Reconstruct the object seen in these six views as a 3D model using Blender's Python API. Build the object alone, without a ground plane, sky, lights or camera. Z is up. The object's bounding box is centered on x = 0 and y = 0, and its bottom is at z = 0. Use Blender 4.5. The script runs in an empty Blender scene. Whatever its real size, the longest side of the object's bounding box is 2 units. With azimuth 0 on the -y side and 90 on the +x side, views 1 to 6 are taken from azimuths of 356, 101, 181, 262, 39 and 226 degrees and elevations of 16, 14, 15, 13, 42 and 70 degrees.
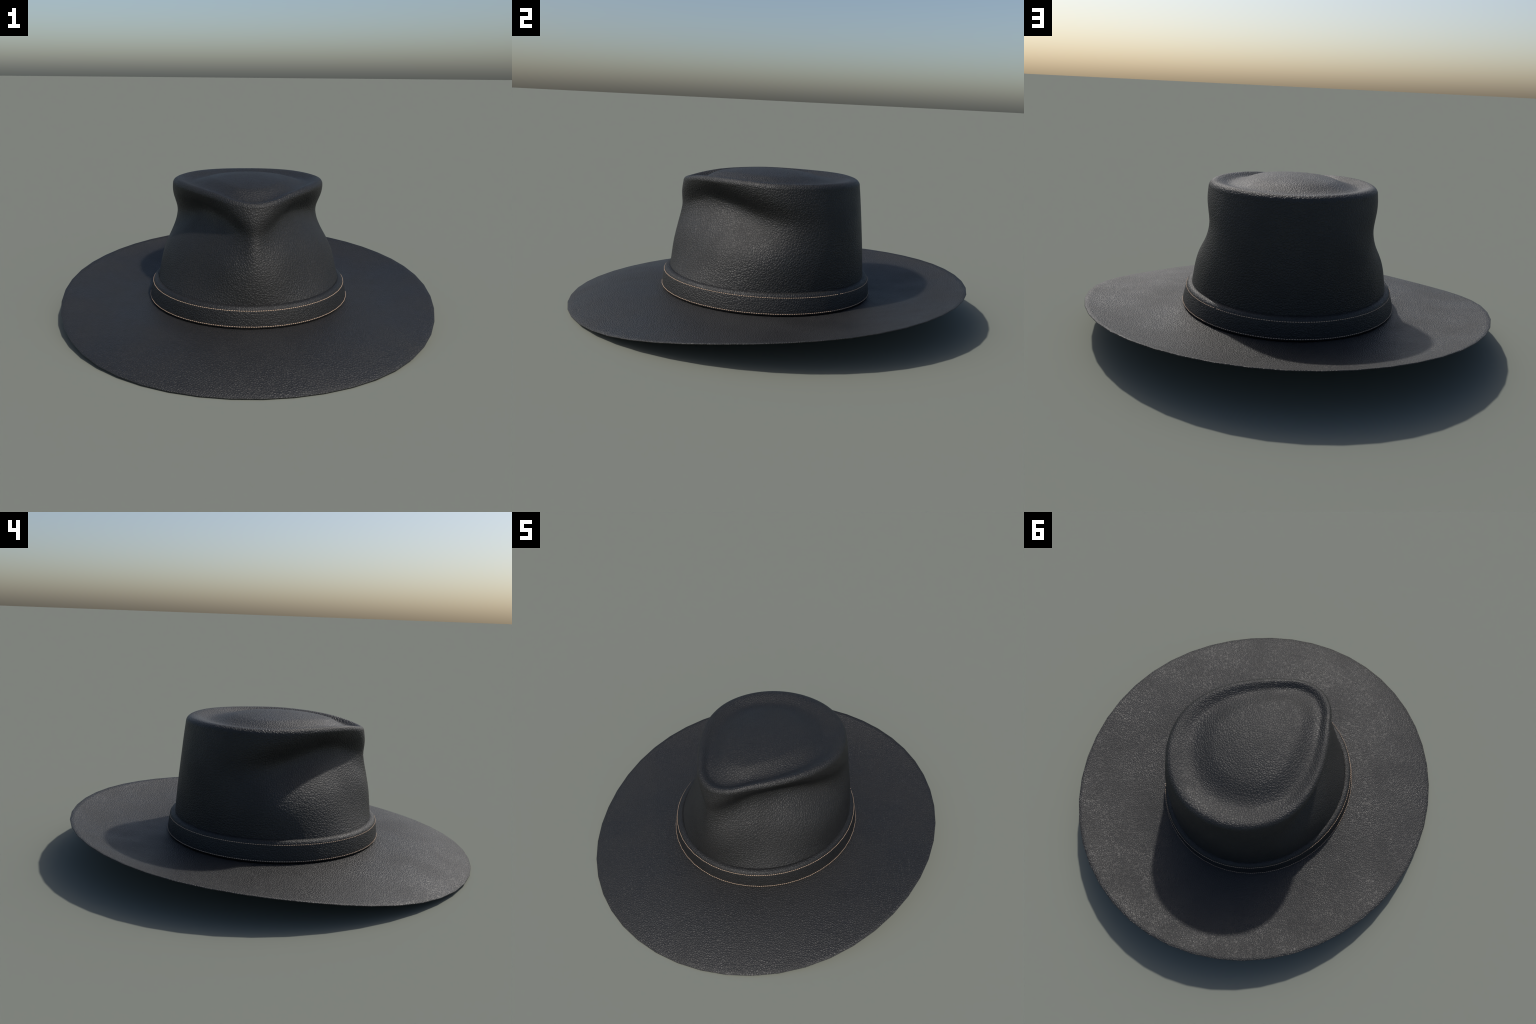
# A wide-brimmed black leather hat with a pinched, teardrop-creased crown and a
# stitched leather hat band.  Front of the hat is -y.
import bpy, bmesh, math
import numpy as np
from mathutils import Vector, Matrix

# ------------------------------------------------------------------ helpers
def ease(knots, values, x):
    """Smooth curve through a few control values, flat at both ends."""
    kn, v = np.array(knots, float), np.array(values, float)
    x = np.asarray(x, float)
    m = np.zeros(len(kn))
    m[1:-1] = (v[2:] - v[:-2]) / (kn[2:] - kn[:-2])
    i = np.clip(np.searchsorted(kn, x, side="right") - 1, 0, len(kn) - 2)
    h = kn[i + 1] - kn[i]
    u = (x - kn[i]) / h
    return ((2*u**3 - 3*u**2 + 1) * v[i] + (u**3 - 2*u**2 + u) * h * m[i]
            + (-2*u**3 + 3*u**2) * v[i + 1] + (u**3 - u**2) * h * m[i + 1])

def side_angle(theta):
    """0 at the front, 180 at the back; the hat is the same left and right."""
    return np.abs(np.degrees((theta + np.pi) % (2*np.pi) - np.pi))

def loft(name, rings, material, close_loop=False, cap=None, parent=None):
    """Quads between equal closed rings; cap = apex point closing the last ring."""
    n = len(rings[0])
    verts = [tuple(p) for r in rings for p in r]
    faces = []
    count = len(rings)
    for k in range(count if close_loop else count - 1):
        a, b = k * n, ((k + 1) % count) * n
        for i in range(n):
            j = (i + 1) % n
            faces.append((a + i, a + j, b + j, b + i))
    if cap is not None:
        verts.append(tuple(cap))
        a = (count - 1) * n
        faces += [(a + i, a + (i + 1) % n, len(verts) - 1) for i in range(n)]
    me = bpy.data.meshes.new(name)
    me.from_pydata(verts, [], faces)
    me.polygons.foreach_set("use_smooth", [True] * len(faces))
    me.materials.append(material)
    me.validate()
    me.update()
    ob = bpy.data.objects.new(name, me)
    bpy.context.scene.collection.objects.link(ob)
    if parent:
        ob.parent = parent
    return ob

# ---------------------------------------------------------------- materials
def leather(name, cell, colour, bump, rough=0.5, crease=.25):
    """Pebbled black leather: irregular raised cells with fine creases between."""
    mat = bpy.data.materials.new(name)
    mat.use_nodes = True
    nt = mat.node_tree
    N, L = nt.nodes, nt.links
    bsdf = N["Principled BSDF"]
    tc = N.new("ShaderNodeTexCoord")
    mp = N.new("ShaderNodeMapping")
    L.new(tc.outputs["Object"], mp.inputs["Vector"])
    # wobble so that the cells are not tidy polygons
    nz = N.new("ShaderNodeTexNoise"); nz.inputs["Scale"].default_value = 0.9 / cell
    nz.inputs["Detail"].default_value = 2
    L.new(mp.outputs[0], nz.inputs["Vector"])
    sub = N.new("ShaderNodeVectorMath"); sub.operation = "SUBTRACT"
    sub.inputs[1].default_value = (.5, .5, .5)
    L.new(nz.outputs["Color"], sub.inputs[0])
    sc = N.new("ShaderNodeVectorMath"); sc.operation = "SCALE"
    sc.inputs["Scale"].default_value = cell * 0.55
    L.new(sub.outputs[0], sc.inputs[0])
    add = N.new("ShaderNodeVectorMath"); add.operation = "ADD"
    L.new(mp.outputs[0], add.inputs[0]); L.new(sc.outputs[0], add.inputs[1])
    vor = N.new("ShaderNodeTexVoronoi"); vor.feature = "DISTANCE_TO_EDGE"
    vor.inputs["Scale"].default_value = 1 / cell
    L.new(add.outputs[0], vor.inputs["Vector"])
    ramp = N.new("ShaderNodeValToRGB")
    e = ramp.color_ramp.elements
    ramp.color_ramp.interpolation = "EASE"
    e[0].position, e[0].color = 0.0, (0, 0, 0, 1)
    e[1].position, e[1].color = crease, (1, 1, 1, 1)
    L.new(vor.outputs["Distance"], ramp.inputs["Fac"])
    # fine pores on top of the cells
    fine = N.new("ShaderNodeTexNoise"); fine.inputs["Scale"].default_value = 2.2 / cell
    fine.inputs["Detail"].default_value = 3
    L.new(mp.outputs[0], fine.inputs["Vector"])
    mix = N.new("ShaderNodeMath"); mix.operation = "MULTIPLY_ADD"
    mix.inputs[1].default_value = 0.14
    L.new(fine.outputs["Fac"], mix.inputs[0]); L.new(ramp.outputs["Color"], mix.inputs[2])
    bp = N.new("ShaderNodeBump")
    bp.inputs["Strength"].default_value = bump
    bp.inputs["Distance"].default_value = cell * 0.22
    L.new(mix.outputs[0], bp.inputs["Height"])
    L.new(bp.outputs["Normal"], bsdf.inputs["Normal"])
    # broad patches of lower and higher roughness, and creases a little darker in base colour
    patch = N.new("ShaderNodeTexNoise"); patch.inputs["Scale"].default_value = 5.5
    patch.inputs["Detail"].default_value = 1.5
    L.new(tc.outputs["Object"], patch.inputs["Vector"])
    rr = N.new("ShaderNodeMapRange")
    rr.inputs["From Min"].default_value, rr.inputs["From Max"].default_value = .3, .7
    rr.inputs["To Min"].default_value, rr.inputs["To Max"].default_value = rough - .065, rough + .065
    L.new(patch.outputs["Fac"], rr.inputs["Value"]); L.new(rr.outputs[0], bsdf.inputs["Roughness"])
    cm = N.new("ShaderNodeMix"); cm.data_type = "RGBA"
    cm.inputs["A"].default_value = tuple(c * .85 for c in colour) + (1,)
    cm.inputs["B"].default_value = colour + (1,)
    L.new(ramp.outputs["Color"], cm.inputs["Factor"])
    L.new(cm.outputs["Result"], bsdf.inputs["Base Color"])
    bsdf.inputs["Specular IOR Level"].default_value = 0.5
    return mat

def thread(name):
    mat = bpy.data.materials.new(name)
    mat.use_nodes = True
    nt = mat.node_tree
    N, L = nt.nodes, nt.links
    bsdf = N["Principled BSDF"]
    tc = N.new("ShaderNodeTexCoord")
    nz = N.new("ShaderNodeTexNoise"); nz.inputs["Scale"].default_value = 60
    L.new(tc.outputs["Object"], nz.inputs["Vector"])
    r = N.new("ShaderNodeValToRGB")
    r.color_ramp.elements[0].color = (.43, .295, .20, 1)
    r.color_ramp.elements[1].color = (.61, .45, .33, 1)
    L.new(nz.outputs["Fac"], r.inputs["Fac"]); L.new(r.outputs[0], bsdf.inputs["Base Color"])
    bsdf.inputs["Roughness"].default_value = .8
    return mat

CROWN_LEATHER = leather("crown_leather", .0112, (.0098, .0097, .0096), .50, rough=.59, crease=.26)
BRIM_LEATHER = leather("brim_leather", .0094, (.0138, .0135, .0134), .62, rough=.555, crease=.30)
BAND_LEATHER = leather("band_leather", .0106, (.0078, .0078, .0079), .50, rough=.58, crease=.25)
THREAD = thread("beige_thread")

# ---------------------------------------------------------------- the hat
hat = bpy.data.objects.new("leather_hat", None)
bpy.context.scene.collection.objects.link(hat)
hat["label"] = "black leather wide-brimmed hat with pinched crown and stitched band"
hat["category"] = "hat"

# --- crown ---------------------------------------------------------------
COLS = 192
FOOT_A, FOOT_B, FOOT_Z = 0.4564, 0.4967, 0.17       # oval at the top of the band
th = np.linspace(0, 2*np.pi, COLS, endpoint=False)
deg = side_angle(th)
sn, cn = np.sin(th), np.cos(th)

foot = 1 / np.sqrt((sn / FOOT_A)**2 + (cn / FOOT_B)**2)
crest_r = ease([0, 12, 28, 50, 80, 115, 150, 180],
               [.4449, .4272, .3828, .3593, .3607, .4019, .4334, .4466], deg)
crest_z = ease([0, 30, 70, 110, 145, 180], [.6303, .6582, .6691, .6669, .6691, .6665], deg)
lip_z = ease([0, 60, 120, 180], [.024, .024, .028, .029], deg)   # rounding of the crest
lip_r = ease([0, 60, 120, 180], [.022, .022, .027, .029], deg)
belly = ease([0, 40, 90, 135, 180], [.0123, -.0439, -.0029, .0100, .0039], deg)
# the two finger pinches: a groove running back from the nose on either side
pinch = ease([0, 8, 18, 35, 60, 90, 120, 150, 180],
             [.0157, .0390, .0650, .0710, .0910, .0840, .0220, -.0038, .0009], deg)
drop = ease([0, 20, 50, 90, 130, 180], [.1555, .1234, .1254, .1673, .2003, .2017], deg)
above = ease([0, 60, 120, 180], [.0560, .0790, .0770, .0749], deg)
below = ease([0, 60, 120, 180], [.1180, .1220, .1130, .1242], deg)

def ring(r, z):
    return np.stack([r * sn, -r * cn, z * np.ones(COLS)], -1)

rings = [ring(foot + .006, .086), ring(foot + .004, .11), ring(foot + .0015, .145)]
shoulder_z = crest_z - lip_z
for t in np.linspace(0, 1, 72):
    z = FOOT_Z + (shoulder_z - FOOT_Z) * t
    gap = (crest_z - drop) - z
    groove = np.where(gap > 0, np.exp(-(gap / below)**2), np.exp(-(gap / above)**2))
    groove = groove * (1 - math.exp(-(t / .22)**2))
    rings.append(ring(foot*(1 - t) + crest_r*t + belly*4*t*(1 - t) - pinch*groove, z))
shoulder_r = crest_r - pinch * groove
for p in np.linspace(0, math.pi/2, 9)[1:]:
    rings.append(ring(shoulder_r - lip_r*(1 - math.cos(p)), shoulder_z + lip_z*math.sin(p)))
ridge_r = shoulder_r - lip_r

# teardrop crease: a moat inside the crest round a low dome
moat_at = ease([0, 25, 60, 110, 150, 180], [.040, .041, .049, .072, .094, .098], deg)
dome_at = ease([0, 25, 60, 110, 150, 180], [.165, .145, .150, .182, .214, .224], deg)
moat_z = crest_z - ease([0, 30, 70, 120, 180], [.0130, .015, .0175, .018, .017], deg)
DOME_TOP = .694
def dome(r):
    x, y = r * sn, -r * cn
    return DOME_TOP - .44*x**2 - .38*y**2
def hermite(u, a, b, ma, mb):
    return ((2*u**3 - 3*u**2 + 1)*a + (u**3 - 2*u**2 + u)*ma
            + (-2*u**3 + 3*u**2)*b + (u**3 - u**2)*mb)
for u in np.linspace(0, 1, 15)[1:]:
    rings.append(ring(ridge_r - moat_at*u, hermite(u, crest_z, moat_z, 0, 0)))
edge = ridge_r - dome_at
run = dome_at - moat_at
slope = (dome(edge - .005) - dome(edge)) / .005
for u in np.linspace(0, 1, 19)[1:]:
    rings.append(ring(ridge_r - moat_at - run*u,
                      hermite(u, moat_z, dome(edge), 0, slope*run)))
for u in np.linspace(0, 1, 24)[1:-1]:
    r = edge * (1 - u)
    rings.append(ring(r, dome(r)))
crown = loft("crown", rings, CROWN_LEATHER, cap=(0, 0, DOME_TOP), parent=hat)
sol = crown.modifiers.new("thickness", "SOLIDIFY")
sol.thickness, sol.offset = .005, -1

# --- brim ----------------------------------------------------------------
SEG = 48                                            # the rim is cut in short straight runs
ph = np.linspace(0, 2*np.pi, SEG, endpoint=False)
pdeg = side_angle(ph)
RIM_A, RIM_B = .926, .9995
ROOT_A, ROOT_B, ROOT_Z = .455, .491, .088
THICK = .0045
rim_z = ease([0, 15, 30, 45, 60, 75, 90, 105, 120, 135, 150, 165, 180],
             [.0048, .0050, .0075, .0170, .0390, .0745, .1110, .1364, .1529, .1670, .1780,
              .1828, .1834], pdeg)
bend = ease([0, 90, 180], [2.6, 2.2, 2.2], pdeg)      # flat by the band, steeper at the rim
def brim_ring(s, dz=0., grow=0.):
    a = ROOT_A + (RIM_A - ROOT_A)*s + grow
    b = ROOT_B + (RIM_B - ROOT_B)*s + grow
    z = ROOT_Z + (rim_z - ROOT_Z) * s**bend + dz
    return np.stack([a*np.sin(ph), -b*np.cos(ph), z], -1)
steps = np.linspace(0, 1, 25)
brim_rings = [brim_ring(s) for s in steps[:-1]] + [brim_ring(1, 0, -.0015)]
brim_rings += [brim_ring(1, -THICK*.3), brim_ring(1, -THICK*.7)]
brim_rings += [brim_ring(1, -THICK, -.0015)] + [brim_ring(s, -THICK) for s in steps[::-1][1:]]
brim = loft("brim", [r[::-1] for r in brim_rings][::-1], BRIM_LEATHER, close_loop=True, parent=hat)

# --- hat band --------------------------------------------------------------
# cross-section: (half width in x, half length in y, height), going round
BAND = [(.462, .499, .090), (.484, .520, .0895), (.4925, .5285, .0915), (.4962, .5320, .0960),
        (.4965, .5323, .1010), (.4945, .5312, .1120), (.4905, .5288, .1300), (.4855, .5260, .1500),
        (.4797, .5226, .1715), (.4775, .5205, .1775), (.4738, .5165, .1830), (.4690, .5110, .1865),
        (.4620, .5030, .1885), (.4540, .4940, .1893), (.4440, .4840, .1850)]
band = loft("hat_band", [np.stack([a*np.sin(ph), -b*np.cos(ph), np.full(SEG, z)], -1)
                         for a, b, z in BAND], BAND_LEATHER, close_loop=True, parent=hat)

# --- stitching -------------------------------------------------------------
def stitch_row(name, a, b, z, pitch=.0107, thick=.0015, missing=None):
    """Short rounded stitches laid end to end along the band."""
    corner = np.stack([a*np.sin(ph), -b*np.cos(ph)], -1)
    nxt = np.roll(corner, -1, 0)
    seg_len = np.linalg.norm(nxt - corner, axis=1)
    total = seg_len.sum()
    n = int(round(total / pitch))
    step = total / n
    cum = np.concatenate([[0], np.cumsum(seg_len)])
    def at(d):
        d = d % total
        k = min(int(np.searchsorted(cum, d, side="right")) - 1, SEG - 1)
        f = (d - cum[k]) / seg_len[k]
        return Vector((*(corner[k] + (nxt[k] - corner[k])*f), z))
    bm = bmesh.new()
    prof = [(-.5, .35), (-.42, .8), (-.2, 1), (.2, 1), (.42, .8), (.5, .35)]
    for i in range(n):
        c0, c1 = at((i + .14)*step), at((i + .86)*step)
        if missing is not None and abs(math.degrees(math.atan2(c0.x, -c0.y)) - missing) < .65:
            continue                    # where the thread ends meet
        d = c1 - c0
        t = d.normalized()
        out = Vector((t.y, -t.x, 0))
        mid = (c0 + c1) / 2
        rows = []
        for u, w in prof:
            c = mid + d*u
            rows.append([bm.verts.new(c + (out*math.cos(q)*.8 + Vector((0, 0, 1))*math.sin(q))*thick*w)
                         for q in np.linspace(0, 2*math.pi, 7)[:-1]])
        for r0, r1 in zip(rows, rows[1:]):
            for k in range(6):
                bm.faces.new((r0[k], r0[(k + 1) % 6], r1[(k + 1) % 6], r1[k]))
        bm.faces.new(rows[0][::-1]); bm.faces.new(rows[-1])
    bmesh.ops.recalc_face_normals(bm, faces=bm.faces)
    for f in bm.faces:
        f.smooth = True
    me = bpy.data.meshes.new(name)
    bm.to_mesh(me); bm.free()
    me.materials.append(THREAD)
    ob = bpy.data.objects.new(name, me)
    bpy.context.scene.collection.objects.link(ob)
    ob.parent = band
    ob["kind"] = "stuff"
    return ob

stitch_row("stitching", .4802, .5231, .1715, missing=143)
stitch_row("stitching", .4968, .5326, .1010)
